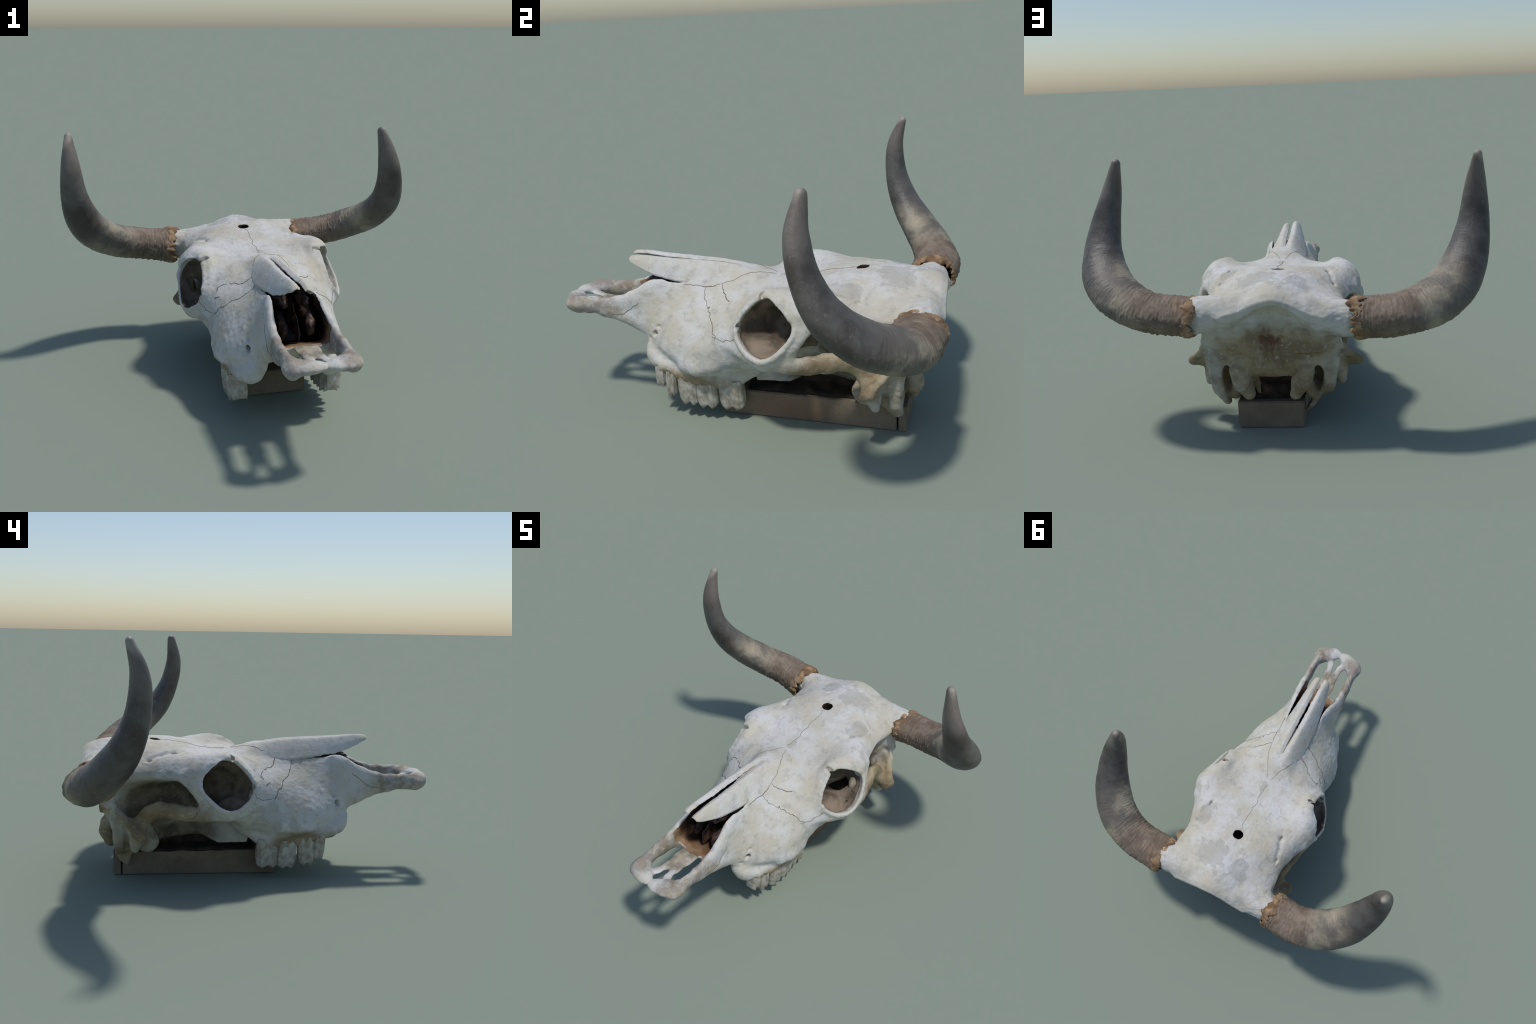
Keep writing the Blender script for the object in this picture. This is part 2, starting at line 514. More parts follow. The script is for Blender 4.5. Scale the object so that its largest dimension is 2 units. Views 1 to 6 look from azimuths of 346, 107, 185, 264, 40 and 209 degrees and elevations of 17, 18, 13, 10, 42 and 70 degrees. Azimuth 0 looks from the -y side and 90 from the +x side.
CAVITY = [
 (-.66, [(0,.95),(.09,.95),(.105,.62),(.118,.56),(.112,.51),(.08,.50),(0,.50)]),
 (-.50, [(0,.95),(.09,.95),(.100,.66),(.125,.58),(.132,.50),(.10,.45),(0,.45)]),
 (-.40, [(0,.80),(.09,.76),(.096,.66),(.122,.58),(.14,.50),(.12,.42),(0,.41)]),
 (-.30, [(0,.74),(.07,.72),(.092,.64),(.125,.55),(.14,.48),(.12,.41),(0,.39)]),
 (-.18, [(0,.65),(.05,.64),(.085,.59),(.12,.54),(.14,.48),(.12,.41),(0,.39)]),
 (-.06, [(0,.60),(.04,.59),(.08,.58),(.10,.50),(.08,.43),(.04,.41),(0,.409)]),
]

ORB_C = np.array([.378, .178, .556])
ORB_N = np.array([1, -.30, .42]); ORB_N /= np.linalg.norm(ORB_N)
ORB_U = np.array([0., 1., 0.]); ORB_U -= ORB_N * (ORB_U @ ORB_N); ORB_U /= np.linalg.norm(ORB_U)
ORB_W = np.cross(ORB_N, ORB_U)

def orbit_shape(a):
    """outline of the socket: straight upper-front and lower-rear edges"""
    return 1 + .06 * np.sin(2 * a) + .035 * np.cos(4 * a)

def orbit_ring(n=36, ry=.135, rz=.130, push=0.0, rear=0.0):
    pts = []
    for i in range(n + 1):
        a = 2 * math.pi * i / n
        k = orbit_shape(a)
        pts.append(ORB_C + ORB_N * (push + rear * max(0, math.cos(a - .5) * .6 - math.sin(a) * .4)) + k * (ry * math.cos(a) * ORB_U + rz * math.sin(a) * ORB_W))
    return pts

class Socket:
    """bowl with the socket's outline"""
    def __init__(self, c, r):
        self.c, self.r = c, r
    def __call__(self, S, Y, Z):
        w = [S - self.c[0], Y - self.c[1], Z - self.c[2]]
        u, v, n = (sum(A[i] * w[i] for i in range(3)) for A in (ORB_U, ORB_W, ORB_N))
        k = orbit_shape(np.arctan2(v / self.r[1], u / self.r[0]))
        return (np.sqrt((u / self.r[0] / k) ** 2 + (v / self.r[1] / k) ** 2 + (n / self.r[2]) ** 2) - 1) * .10
    def box(self, m):
        return self.c - (.18 + m), self.c + (.18 + m)

def build_bone():
    half = np.arange(0, int(.50 / H) + 1) * H
    ys = np.arange(-1.00, 1.00, H)
    zs = np.arange(.02, .82, H)
    F = Field(half, ys, zs)
    body = Loft(BODY)
    j0, j1 = np.searchsorted(ys, -.68), np.searchsorted(ys, .99)
    F.add(body, .005, (slice(None), slice(j0, j1), slice(None)))

    # alveolar ridge that holds the tooth row
    F.add(Tube([(.188,-.452,.30,.048),(.220,-.40,.265,.042),(.238,-.30,.243,.044),(.242,-.20,.225,.045),(.235,-.09,.215,.044),(.215,-.02,.225,.034)]), .035)
    F.add(Tube([(.165,-.473,.33,.038),(.195,-.452,.275,.030)]), .035)
    F.add(Tube([(.205,-.01,.225,.034),(.195,.05,.262,.036),(.22,.10,.315,.036)]), .03)
    # facial tuberosity and crest running to the cheek
    F.add(Tube([(.29,-.26,.30,.026),(.303,-.20,.295,.030),(.31,-.12,.31,.026)]), .045)
    # premaxilla: side blade, spatulate tip, flat medial process
    F.add(Tube([(.108,-.43,.640,.024),(.120,-.50,.605,.034),(.132,-.58,.560,.040),(.138,-.66,.530,.040),(.139,-.76,.518,.038),(.137,-.84,.518,.036),(.133,-.89,.518,.04)], flat=(.55,1,1), k=.02), .02)
    F.add(Tube([(.142,-.55,.44,.034),(.144,-.63,.468,.028),(.143,-.73,.492,.024)], flat=(.7,1,1)), .03)
    F.add(Ellipsoid((.128,-.904,.514), (.038,.056,.042), [(1,.15,0),(-.15,1,0),(0,0,1)]), .02)
    F.add(Tube([(.125,-.905,.520,.050),(.085,-.930,.527,.044),(.042,-.950,.534,.031),(.014,-.956,.536,.020)], flat=(1,1,.55), k=.02), .02)
    F.add(Tube([(.058,-.925,.527,.024),(.036,-.865,.518,.017),(.022,-.80,.506,.024),(.022,-.72,.50,.030),(.028,-.61,.495,.034)], flat=(1,1,.36)), .008)
    F.add(Tube([(.12,-.60,.475,.03),(.06,-.605,.48,.03),(0,-.605,.48,.03)], flat=(1,1,.5)), .02)

    # orbit: swollen surround, then a crisp rim
    A = [ORB_U, ORB_W, ORB_N]
    F.add(Tube([(*p, .026) for p in orbit_ring(30, .152, .146, -.028)]), .03)
    F.add(Tube([(*p, .013) for p in orbit_ring(36, .147, .141, .0, .010)]), .010)
    # cheek bone flange below the orbit and the arch back to the ear
    F.add(Tube([(.340,.0,.44,.022),(.372,.08,.412,.022),(.396,.17,.392,.026),(.404,.26,.396,.030),(.403,.33,.404,.034)], flat=(.7,1,1)), .022)
    ARCH = Tube([(.400,.29,.398,.034),(.386,.37,.402,.036),(.364,.45,.410,.040),(.344,.53,.420,.040),(.332,.58,.398,.038),(.330,.63,.345,.036)], flat=(.62,1,1), k=.015)
    F.add(ARCH, .014)
    # postorbital bar
    F.add(Tube([(.385,.40,.60,.030),(.408,.348,.545,.026),(.412,.306,.48,.022),(.41,.285,.42,.028)], flat=(.7,1,1)), .02)
    # rear wall of the temporal pit, flaring out to the knob above the ear
    F.add(Plate([(.20,.40),(.30,.42),(.345,.40),(.375,.355),(.425,.305),(.42,.275),(.37,.262),(.30,.29),(.22,.32)], .688, .020, ta=-.35, tb=.75, soft=.018, axis='y'), .025)
    F.add(Tube([(.415,.650,.305,.016),(.370,.695,.352,.012),(.338,.745,.405,.012),(.315,.78,.46,.014),(.302,.81,.53,.020)], k=.02), .022)
    F.add(Tube([(.33,.62,.33,.03),(.38,.635,.30,.028),(.41,.645,.293,.022)], flat=(1,1,.8)), .03)
    F.add(Tube([(.28,.64,.28,.05),(.32,.65,.235,.038),(.33,.66,.20,.024)]), .03)
    # bulla
    F.add(Ellipsoid((.205,.60,.225), (.042,.07,.085)), .025)
    # neck-muscle process: broad crescent seen from behind, wedge from the side
    F.add(Plate([(.22,.42),(.30,.42),(.312,.36),(.308,.265),(.300,.20),(.290,.175),(.245,.19),(.245,.28),(.225,.33)], .755, .024, ta=-.15, tb=.12, soft=.015, axis='y'), .03)
    F.add(Plate([(.785,.36),(.772,.297),(.755,.238),(.758,.167),(.735,.15),(.70,.165),(.665,.18),(.645,.26),(.66,.36)], .268, .020, ta=.15, tb=.30, soft=.015), .03)
    # occipital face
    F.add(Ellipsoid((0,.735,.46), (.27,.118,.16)), .04)
    F.add(Ellipsoid((0,.72,.35), (.17,.115,.13)), .04)
    F.add(Tube([(.15,.68,.22,.05),(.20,.70,.17,.03)]), .03)
    F.add(Tube([(.16,.74,.22,.04),(.19,.745,.165,.03)]), .02)
    F.add(Tube([(0,.60,.19,.05),(0,.69,.17,.04)], flat=(1.5,1,1)), .03)
    F.add(Tube([(0,.862,.575,.012),(.07,.868,.572,.012),(.15,.872,.548,.012),(.23,.862,.515,.012),(.285,.825,.48,.014),(.32,.80,.44,.014)]), .022)
    F.add(Tube([(.315,.79,.435,.014),(.26,.82,.425,.012),(.19,.845,.42,.012),(.14,.850,.41,.010)]), .022)
    F.add(Ellipsoid((.265,.785,.49), (.05,.05,.06)), .03)
    F.add(Tube([(.03,.858,.50,.012),(.03,.862,.42,.014),(.05,.855,.34,.012)]), .03)
    # condyles: leaf-shaped, leaning together at the bottom
    F.add(Tube([(.160,.802,.300,.046),(.142,.805,.250,.048),(.112,.802,.185,.032)], flat=(1,1.1,1), k=.02), .012)
    # skull base down to the support, palate wings
    F.add(Plate([(.02,.30),(.05,.18),(.21,.165),(.28,.20),(.42,.28),(.40,.36)], .095, .014, ta=-.28, soft=.012), .02)
    F.add(Tube([(.03,.30,.25,.04),(.035,.50,.22,.04),(.05,.70,.175,.045)], flat=(1,1,1)), .03)
    # supraorbital groove with its two small openings
    F.cut(Tube([(.240,.41,.722,.008),(.252,.455,.712,.010),(.272,.52,.698,.007),(.285,.59,.684,.009)]), .02)
    F.cut(Ellipsoid((.250,.448,.70), (.009,.018,.02)), .006)
    F.cut(Ellipsoid((.284,.582,.675), (.009,.018,.02)), .006)

    # cavities ------------------------------------------------------------
    cav = Loft(CAVITY)
    j0, j1 = np.searchsorted(ys, -.72), np.searchsorted(ys, -.02)
    F.cut(cav, .012, (slice(0, int(.2 / H)), slice(j0, j1), slice(None)))
    # orbit bowl
    F.cut(Socket(ORB_C - ORB_N * .025, (.138, .132, .13)), .008)
    F.cut(Tube([(.33,.190,.545,.10),(.265,.220,.53,.09),(.20,.28,.505,.07)], k=.03), .02)
    # notches in the front and top rim
    F.cut(Ellipsoid((.362,.046,.545), (.05,.020,.011), [(1,0,0),(0,1,.3),(0,-.3,1)]), .006)
    F.cut(Ellipsoid((.312,.148,.688), (.03,.012,.022)), .006)
    # temporal pit
    F.cut(Tube([(.27,.36,.45,.065),(.275,.46,.465,.072),(.28,.56,.465,.07),(.275,.65,.465,.055)], flat=(1.1,1,1), k=.03), .02)
    F.cut(Tube([(.22,.22,.29,.055),(.225,.32,.31,.085),(.225,.42,.30,.095),(.245,.50,.29,.08),(.26,.55,.28,.05)], flat=(1.1,1,1), k=.03), .02)
    F.cut(Tube([(.25,.33,.46,.07),(.235,.44,.465,.08),(.25,.54,.46,.075)], k=.03), .02)
    F.cut(Tube([(.37,.365,.445,.028),(.37,.395,.475,.034),(.36,.45,.51,.034)], k=.02), .014)
    # braincase bulging into the pit, arch kept whole
    F.add(Ellipsoid((.07,.54,.40), (.135,.17,.13)), .03)
    F.add(ARCH, .010)
    # lacrimal swelling on the socket floor
    F.add(Ellipsoid((.285,.135,.425), (.080,.085,.045)), .03)
    # foramen magnum, and the slots between condyles and neck processes
    F.cut(Plate([(-.074,.14),(-.074,.228),(-.055,.248),(.055,.248),(.074,.228),(.074,.14)], .89, .10, soft=.02, axis='y'), .010)
    F.cut(Tube([(.215,.86,.28,.014),(.212,.825,.24,.014),(.19,.825,.175,.018),(.12,.825,.13,.018)]), .012)
    F.cut(Ellipsoid((.165,.87,.378), (.055,.060,.028), [(1,0,-.3),(0,1,0),(0,0,1)]), .02)
    # infraorbital foramen
    F.cut(Tube([(.215,-.455,.412,.014),(.18,-.40,.43,.016),(.155,-.34,.45,.014)]), .006)
    F.cut(Ellipsoid((.198,-.480,.385), (.012,.012,.01)), .005)
    F.cut(Ellipsoid((.205,-.425,.455), (.008,.018,.007)), .005)

    # mirror to the whole skull, then the parts that differ between sides
    full = np.concatenate([F.f[:0:-1], F.f], 0)
    xs = np.concatenate([-half[:0:-1], half]) + XM
    G = Field(xs, ys, zs)
    G.f = full
    # horn cores
    G.add(Tube([(-.15,.86,.62,.065),(-.24,.855,.592,.075),(-.31,.853,.580,.081),(-.40,.853,.578,.068)], flat=(1,1.0,1), k=.03), .04)
    G.add(Tube([(.21,.86,.63,.065),(.30,.855,.602,.076),(.37,.852,.596,.080),(.46,.850,.598,.060)], flat=(1,1.02,1), k=.03), .04)
    # neck processes end differently: long blade on one side, broken stub on the other
    G.add(Plate([(.775,.24),(.765,.19),(.771,.144),(.746,.088),(.710,.050),(.697,.075),(.678,.15),(.66,.22)], -.185, .015, ta=-.1, tb=-.62, soft=.012), .02)
    G.add(Plate([(.765,.22),(.758,.167),(.761,.115),(.742,.112),(.705,.138),(.68,.18)], .272, .016, ta=.1, tb=.35, soft=.012), .02)
    G.add(Plate([(.29,.34),(.335,.31),(.335,.24),(.326,.187),(.295,.149),(.255,.116),(.243,.122),(.272,.19),(.28,.28)], .752, .018, ta=-.2, soft=.012, axis='y'), .02)
    # drilled hole in the forehead
    G.cut(Tube([(.022,.557,.85,.028),(.022,.557,.68,.028)], flat=(1.08,1,1)), .004)
    # empty sockets in front of the shorter tooth row
    G.cut(Ellipsoid((-.215,-.42,.205), (.02,.025,.02)), .008)
    # broken nuchal tubercle
    G.add(Tube([(XM-.035,.848,.515,.022),(XM+.01,.850,.50,.030),(XM+.055,.848,.515,.022)], flat=(1,1,1.1)), .03)
    G.cut(Ellipsoid((XM-.005,.885,.49), (.022,.025,.028)), .010)
    G.cut(Ellipsoid((XM+.035,.885,.485), (.016,.02,.028)), .008)
    # muscle hollows of the neck face
    for sd in (-1, 1):
        G.cut(Ellipsoid((XM+sd*.10,.895,.555), (.075,.022,.03), [(1,0,-.35*sd),(0,1,0),(0,0,1)]), .03)
        G.cut(Ellipsoid((XM+sd*.17,.868,.43), (.07,.014,.03), [(1,0,-.3*sd),(0,1,0),(0,0,1)]), .03)
    return G, cav

root = bpy.data.objects.new('horned_skull', None)
bpy.context.scene.collection.objects.link(root)
root['label'] = 'bleached cattle skull with dark curved horns on a brown block'
root['category'] = 'animal skull'

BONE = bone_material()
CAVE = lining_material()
SOCKET = plain('socket_bone', (.10, .08, .06), (.25, .20, .15), 9)  # brown socket bone, darkened further with baked shade in the colour

G, cav = build_bone()
V, Q = surface_nets(G.f, G.x, G.y, G.z)
V = relax(V, Q, 2, .5)
dx = V[:, 0] - XM
V[:, 0] += .030 * np.clip(V[:, 1] - .1, 0, .76) * np.clip((.62 - V[:, 2]) / .12, 0, 1)          # base turned slightly
V[:, 0] += np.where(dx < 0, .016, .008) * np.clip((.56 - V[:, 2]) / .08, 0, 1) * np.clip((np.abs(dx) - .22) / .12, 0, 1) * np.clip((V[:, 1] + .35) / .25, 0, 1) * np.clip((.55 - V[:, 1]) / .15, 0, 1)
V[:, 2] += .022 * (V[:, 0] - XM) * np.clip((V[:, 2] - .2) / .3, 0, 1)      # slight lean
N = vertex_normals(V, Q)
amp = .0035 * fbm(V, 9, 5, 3) + .0016 * fbm(V, 55, 9, 2)
# rough, porous horn cores
rx = np.abs(V[:, 0] - XM - .03)
core = np.clip((rx - .24) / .08, 0, 1) * np.clip((V[:, 1] - .70) / .08, 0, 1)
amp = amp + core * .004 * fbm(V, (30, 60, 60), 21, 2)
# ropy muscle scars of the neck face
scar = np.clip((V[:, 1] - .78) / .06, 0, 1) * np.clip((.62 - V[:, 2]) / .06, 0, 1) * np.clip((V[:, 2] - .34) / .05, 0, 1)
amp = amp + scar * .010 * fbm(V, (11, 11, 36), 31, 3)
rw = np.stack([np.abs(V[:, 0] - XM), V[:, 1], V[:, 2]], 1) - ORB_C
rd = np.hypot(rw @ ORB_U / .142, rw @ ORB_W / .136)
rim = np.exp(-((rd - 1.02) / .10) ** 2) * (np.abs(rw @ ORB_N) < .06)
amp = amp + rim * .006 * fbm(V, 26, 41, 3)
V = V + N * amp[:, None]
N = vertex_normals(V, Q)

# ---- split into named regions (shared borders, whole-body normals)
C = V[Q].mean(1)
sx = C[:, 0] - XM
s = np.abs(sx)
FN = N[Q].mean(1)
left = sx < 0
REG = np.zeros(len(Q), int)          # 0 cranium
names = ['cranium', 'maxilla', 'premaxilla', 'premaxilla', 'zygomatic_arch', 'zygomatic_arch',
         'horn_core', 'horn_core', 'occipital_condyle', 'occipital_condyle', 'nasal_cavity', 'eye_socket', 'eye_socket', 'foramen', 'temporal_pit', 'temporal_pit', 'drill_hole']
REG[C[:, 1] < .02 + .25 * (.55 - C[:, 2])] = 1
pm = C[:, 1] < -.50 - .30 * (.60 - C[:, 2])
REG[pm & left] = 2
REG[pm & ~left] = 3
zy = (s > .36) & (C[:, 1] > .27) & (C[:, 1] < .70) & (C[:, 2] < .465)
REG[zy & left] = 4
REG[zy & ~left] = 5
hc = (C[:, 1] > .70) & (C[:, 2] > .45)
REG[hc & (sx < -.285)] = 6
REG[hc & (sx > .31)] = 7
cd = (C[:, 1] > .775) & (C[:, 2] < .335) & (s > .065) & (s < .185)
REG[cd & left] = 8
REG[cd & ~left] = 9
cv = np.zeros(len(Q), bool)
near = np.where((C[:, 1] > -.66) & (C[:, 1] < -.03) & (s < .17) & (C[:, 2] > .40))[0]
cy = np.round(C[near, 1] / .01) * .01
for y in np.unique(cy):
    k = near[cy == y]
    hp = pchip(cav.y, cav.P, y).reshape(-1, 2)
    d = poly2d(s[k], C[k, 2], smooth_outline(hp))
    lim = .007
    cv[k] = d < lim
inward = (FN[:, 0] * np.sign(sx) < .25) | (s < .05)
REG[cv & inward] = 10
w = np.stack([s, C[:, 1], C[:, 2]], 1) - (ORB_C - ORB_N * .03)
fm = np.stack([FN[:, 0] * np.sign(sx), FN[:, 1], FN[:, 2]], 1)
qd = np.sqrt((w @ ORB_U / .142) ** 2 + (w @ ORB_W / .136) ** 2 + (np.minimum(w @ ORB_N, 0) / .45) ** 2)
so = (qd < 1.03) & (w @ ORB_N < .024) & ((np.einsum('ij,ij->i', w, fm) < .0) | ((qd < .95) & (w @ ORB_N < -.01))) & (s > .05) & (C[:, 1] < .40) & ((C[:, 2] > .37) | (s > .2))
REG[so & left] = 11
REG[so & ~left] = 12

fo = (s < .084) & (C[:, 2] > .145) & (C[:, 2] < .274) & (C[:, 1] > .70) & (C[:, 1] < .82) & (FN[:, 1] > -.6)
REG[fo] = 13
tp = (C[:, 1] > .30) & (C[:, 1] < .76) & (C[:, 2] < .57) & (C[:, 2] > .16) & (s < .30) & (FN[:, 0] * np.sign(sx) > -.35) & (FN[:, 1] < .5) & (REG == 0)
tp |= (C[:, 1] > .03) & (C[:, 1] <= .32) & (C[:, 2] < .33) & (s < .15) & (REG < 2)
REG[tp & left] = 14
REG[tp & ~left] = 15

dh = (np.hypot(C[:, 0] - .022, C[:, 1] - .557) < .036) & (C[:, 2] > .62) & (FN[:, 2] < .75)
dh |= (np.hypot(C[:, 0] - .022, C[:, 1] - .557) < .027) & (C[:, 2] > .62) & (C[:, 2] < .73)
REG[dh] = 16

def region_object(name, sel, mat):
    q = Q[sel]
    u, inv = np.unique(q, return_inverse=True)
    me = make_mesh(name, V[u], inv.reshape(q.shape))
    ob = link(name, me, mat, root)
    if len(me.vertices) == len(u):
        me.normals_split_custom_set_from_vertices(N[u].tolist())
    return ob

parts = {}
for r, nm in enumerate(names):
    sel = np.where(REG == r)[0]
    if len(sel):
        parts[r] = region_object(nm, sel, CAVE if r in (10, 13, 16) else SOCKET if r in (11, 12) else BONE)  # foramen and drill hole walls get the dark colour too, without any lining

BVH = BVHTree.FromPolygons(V.tolist(), Q.tolist())

# ------------------------------------------------------------------ nasal bones
XN = .021
NASAL = [   # y, then outer profile (s, z) from the midline edge to the side edge
 (-.632, [(.013,.749),(.024,.757),(.038,.752),(.046,.744)]),
 (-.618, [(.010,.754),(.028,.764),(.047,.753),(.057,.736)]),
 (-.56,  [(.010,.756),(.032,.767),(.056,.742),(.070,.708)]),
 (-.50,  [(.008,.751),(.034,.763),(.061,.731),(.082,.686)]),
 (-.43,  [(.007,.746),(.036,.758),(.067,.720),(.090,.668)]),
 (-.30,  [(.006,.741),(.037,.751),(.072,.709),(.105,.651)]),
 (-.18,  [(.005,.737),(.037,.744),(.076,.698),(.112,.638)]),
 (-.08,  [(.003,.730),(.034,.734),(.072,.697),(.108,.645)]),
 (.00,   [(.003,.720),(.025,.720),(.055,.707),(.085,.680)]),
 (.05,   [(.002,.706),(.012,.706),(.030,.700),(.045,.689)]),
 (.08,   [(.001,.695),(.005,.695),(.012,.692),(.020,.687)]),
]
def nasal_bone(side):
    ys = np.concatenate([np.linspace(-.632, -.60, 8)[:-1], np.linspace(-.60, .08, 140)])
    P = np.array([[c for p in st[1] for c in p] for st in NASAL])
    yy = [st[0] for st in NASAL]
    nr = 17
    rings = []
    for y in ys:
        o = catmull(pchip(yy, P, y).reshape(-1, 2), np.linspace(0, 3, nr))
        g = np.gradient(o, axis=0)
        nrm = np.stack([-g[:, 1], g[:, 0]], 1)
        nrm /= np.linalg.norm(nrm, axis=1)[:, None] + 1e-9
        th = np.interp(y, [-.632, -.60, -.1, .08], [.006, .012, .016, .006])
        e = np.sin(np.linspace(0, math.pi, nr)) ** .5
        jag = .004 * lattice_noise(np.array([[y * 1.0, side * 3.3, 0]]), (70, 1, 1), 77)[0]
        if y < -.02:
            o[-3:] += np.array([0.2, 1.0]) * jag * np.array([.3, .6, 1])[:, None]
            o[:2, 0] = np.maximum(o[:2, 0] + .8 * jag * np.array([1, .5]), .001)
        inner = o - nrm * th * (.35 + .65 * e)[:, None]
        rings.append(np.vstack([o, inner[::-1]]))
    m = len(rings[0])
    pts, faces = [], []
    for y, r in zip(ys, rings):
        for p in r:
            pts.append((XN + side * p[0], y, p[1]))
    pts = np.array(pts)
    pts[:, 2] += .002 * fbm(pts, 16, 12, 2) + (.006 if side < 0 else -.004) * np.clip((-.3 - pts[:, 1]) / .3, 0, 1)
    for i in range(len(ys) - 1):
        for j in range(m):
            a, b = i * m + j, i * m + (j + 1) % m
            f = [a, a + m, b + m, b]
            faces.append(f if side > 0 else f[::-1])
    cap0, cap1 = list(range(m)), list(range((len(ys) - 1) * m, len(ys) * m))
    faces += [cap0 if side > 0 else cap0[::-1], cap1[::-1] if side > 0 else cap1]
    me = make_mesh('nasal_bone', pts, faces)
    bm = bmesh.new()
    bm.from_mesh(me)
    bmesh.ops.recalc_face_normals(bm, faces=bm.faces)
    bm.to_mesh(me)
    bm.free()
    return link('nasal_bone', me, BONE, root)
for sd in (-1, 1):
    nasal_bone(sd)

# turbinates and septum inside the nose
def scroll(name, path, size, seed):
    pts, faces = [], []
    n, m = 40, 20
    P = catmull(path, np.linspace(0, len(path) - 1, n))
    for i in range(n):
        k = math.sin(math.pi * (i + .5) / n) ** .4
        for j in range(m):
            a = 2 * math.pi * j / m
            pts.append(P[i] + np.array([size[0] * k * math.cos(a), 0, size[1] * k * math.sin(a)]))
    pts = np.array(pts)
    pts += .016 * np.stack([fbm(pts, 35, seed + q, 3) for q in range(3)], 1)
    for i in range(n - 1):
        for j in range(m):
            a, b = i * m + j, i * m + (j + 1) % m
            faces.append([a, b, b + m, a + m])
    faces += [list(range(m))[::-1], list(range((n - 1) * m, n * m))]
    return link(name, make_mesh(name, pts, faces), TURB, root)
TURB = plain('dried_brown_membrane', (.012, .007, .006), (.085, .048, .034), 26, .5, .6, .006, 45, .45)
for sd in (-1, 1):
    scroll('turbinate', [(XM+sd*.062,-.56,.525),(XM+sd*.075,-.46,.535),(XM+sd*.08,-.32,.54),(XM+sd*.07,-.1,.54)], (.034,.058), 40+sd)
    scroll('turbinate', [(XM+sd*.050,-.52,.645),(XM+sd*.050,-.40,.640),(XM+sd*.052,-.28,.63),(XM+sd*.04,-.1,.60)], (.030,.040), 50+sd)
scroll('nasal_septum', [(XM,-.57,.51),(XM,-.45,.56),(XM,-.35,.57),(XM,-.1,.56)], (.008,.085), 60)

# ------------------------------------------------------------------ teeth
TOOTH = plain('tooth_enamel', (.30, .265, .20), (.50, .475, .41), 26, .5, .35, .003, 50, .35)
def tooth(side, y0, y1, zt, zb, sc, width, seed, lobes=2):
    """one cheek tooth: lobed column, ribbed outer face, worn cusped end"""
    rng = np.random.RandomState(seed)
    m, n = 56, 16
    L, pts, faces = y1 - y0, [], []
    slope = rng.uniform(-.004, .004)
    for i in range(n):
        t = i / (n - 1)
        z = zt + (zb - zt) * t
        k = (.93 + .09 * math.sin(math.pi * t) ** .8) * (1 if t < .95 else .96)
        for j in range(m):
            a = 2 * math.pi * j / m
            u, v = math.cos(a), math.sin(a)
            # boxy plan, deep folds between the lobes on the cheek side
            py = math.copysign(abs(u) ** .38, u) * L * .505
            px = math.copysign(abs(v) ** .5, v) * width * .5
            ph = (py / L + .5) * lobes
            rib = abs(math.sin(math.pi * ph))
            if v > 0:
                px *= .62 + .32 * rib ** .5 + .10 * math.cos(4 * math.pi * ph) ** 3
            else:
                px *= .72 + .28 * rib ** .8
            zz = z
            if i == n - 1:
                zz += .012 * (1 - rib) - .004
            elif i > n - 4:
                zz += .004 * (1 - rib)
            pts.append((XM + side * (sc + k * px - .010 * t), (y0 + y1) / 2 + k * py + slope * t * 3, zz))
    c = len(pts)
    pts.append((XM + side * (sc - .010), (y0 + y1) / 2, zb + .012))
    pts = np.array(pts)
    pts += .0022 * np.stack([fbm(pts, 40, seed * 7 + q, 2) for q in range(3)], 1)
    for i in range(n - 1):
        for j in range(m):
            a, b = i * m + j, i * m + (j + 1) % m
            faces.append([a, a + m, b + m, b] if side > 0 else [b, b + m, a + m, a])
    for j in range(m):
        a, b = (n - 1) * m + j, (n - 1) * m + (j + 1) % m
        faces.append([a, c, b] if side > 0 else [b, c, a])
    me = make_mesh('tooth', pts, faces)
    bm = bmesh.new()
    bm.from_mesh(me)
    bmesh.ops.recalc_face_normals(bm, faces=bm.faces)
    bm.to_mesh(me)
    bm.free()
    link('tooth', me, TOOTH, root)
for i, (y0, y1, zt, zb, sc, w_) in enumerate([(-.118,.006,.22,.064,.226,.084),(-.218,-.119,.22,.064,.244,.086),(-.307,-.219,.24,.081,.246,.086),(-.374,-.308,.25,.108,.240,.084)]):
    tooth(-1, y0, y1, zt, zb, sc, w_, 3 + i, 2)
for i, (y0, y1, zt, zb, sc, w_) in enumerate([(-.122,.004,.22,.068,.232,.084),(-.228,-.123,.22,.072,.244,.086),(-.326,-.229,.24,.080,.244,.086),(-.387,-.327,.25,.116,.236,.082),(-.445,-.388,.27,.158,.228,.074)]):
    tooth(1, y0, y1, zt, zb, sc, w_, 13 + i, 2)

# ------------------------------------------------------------------ horns
# nodes: x, y, z, mean radius, and two terms of sideways flattening
HORN_A = [(-.359,.848,.575,.108,.087,.028),(-.538,.867,.592,.107,.021,.112),(-.701,.823,.633,.109,-.098,.10),(-.813,.751,.705,.104,-.14,.002),(-.886,.666,.819,.089,-.105,-.057),(-.924,.608,.97,.067,-.102,-.049),(-.933,.596,1.146,.047,-.015,-.053),(-.933,.647,1.32,.014,.05,-.05)]
HORN_B = [(.432,.855,.596,.104,.062,-.127),(.621,.835,.616,.104,.02,-.134),(.762,.774,.669,.106,-.104,-.094),(.855,.671,.74,.101,-.144,.046),(.898,.562,.844,.087,-.082,.084),(.892,.485,.985,.068,-.072,.099),(.86,.451,1.136,.05,.022,.10),(.824,.464,1.277,.025,.05,.05)]
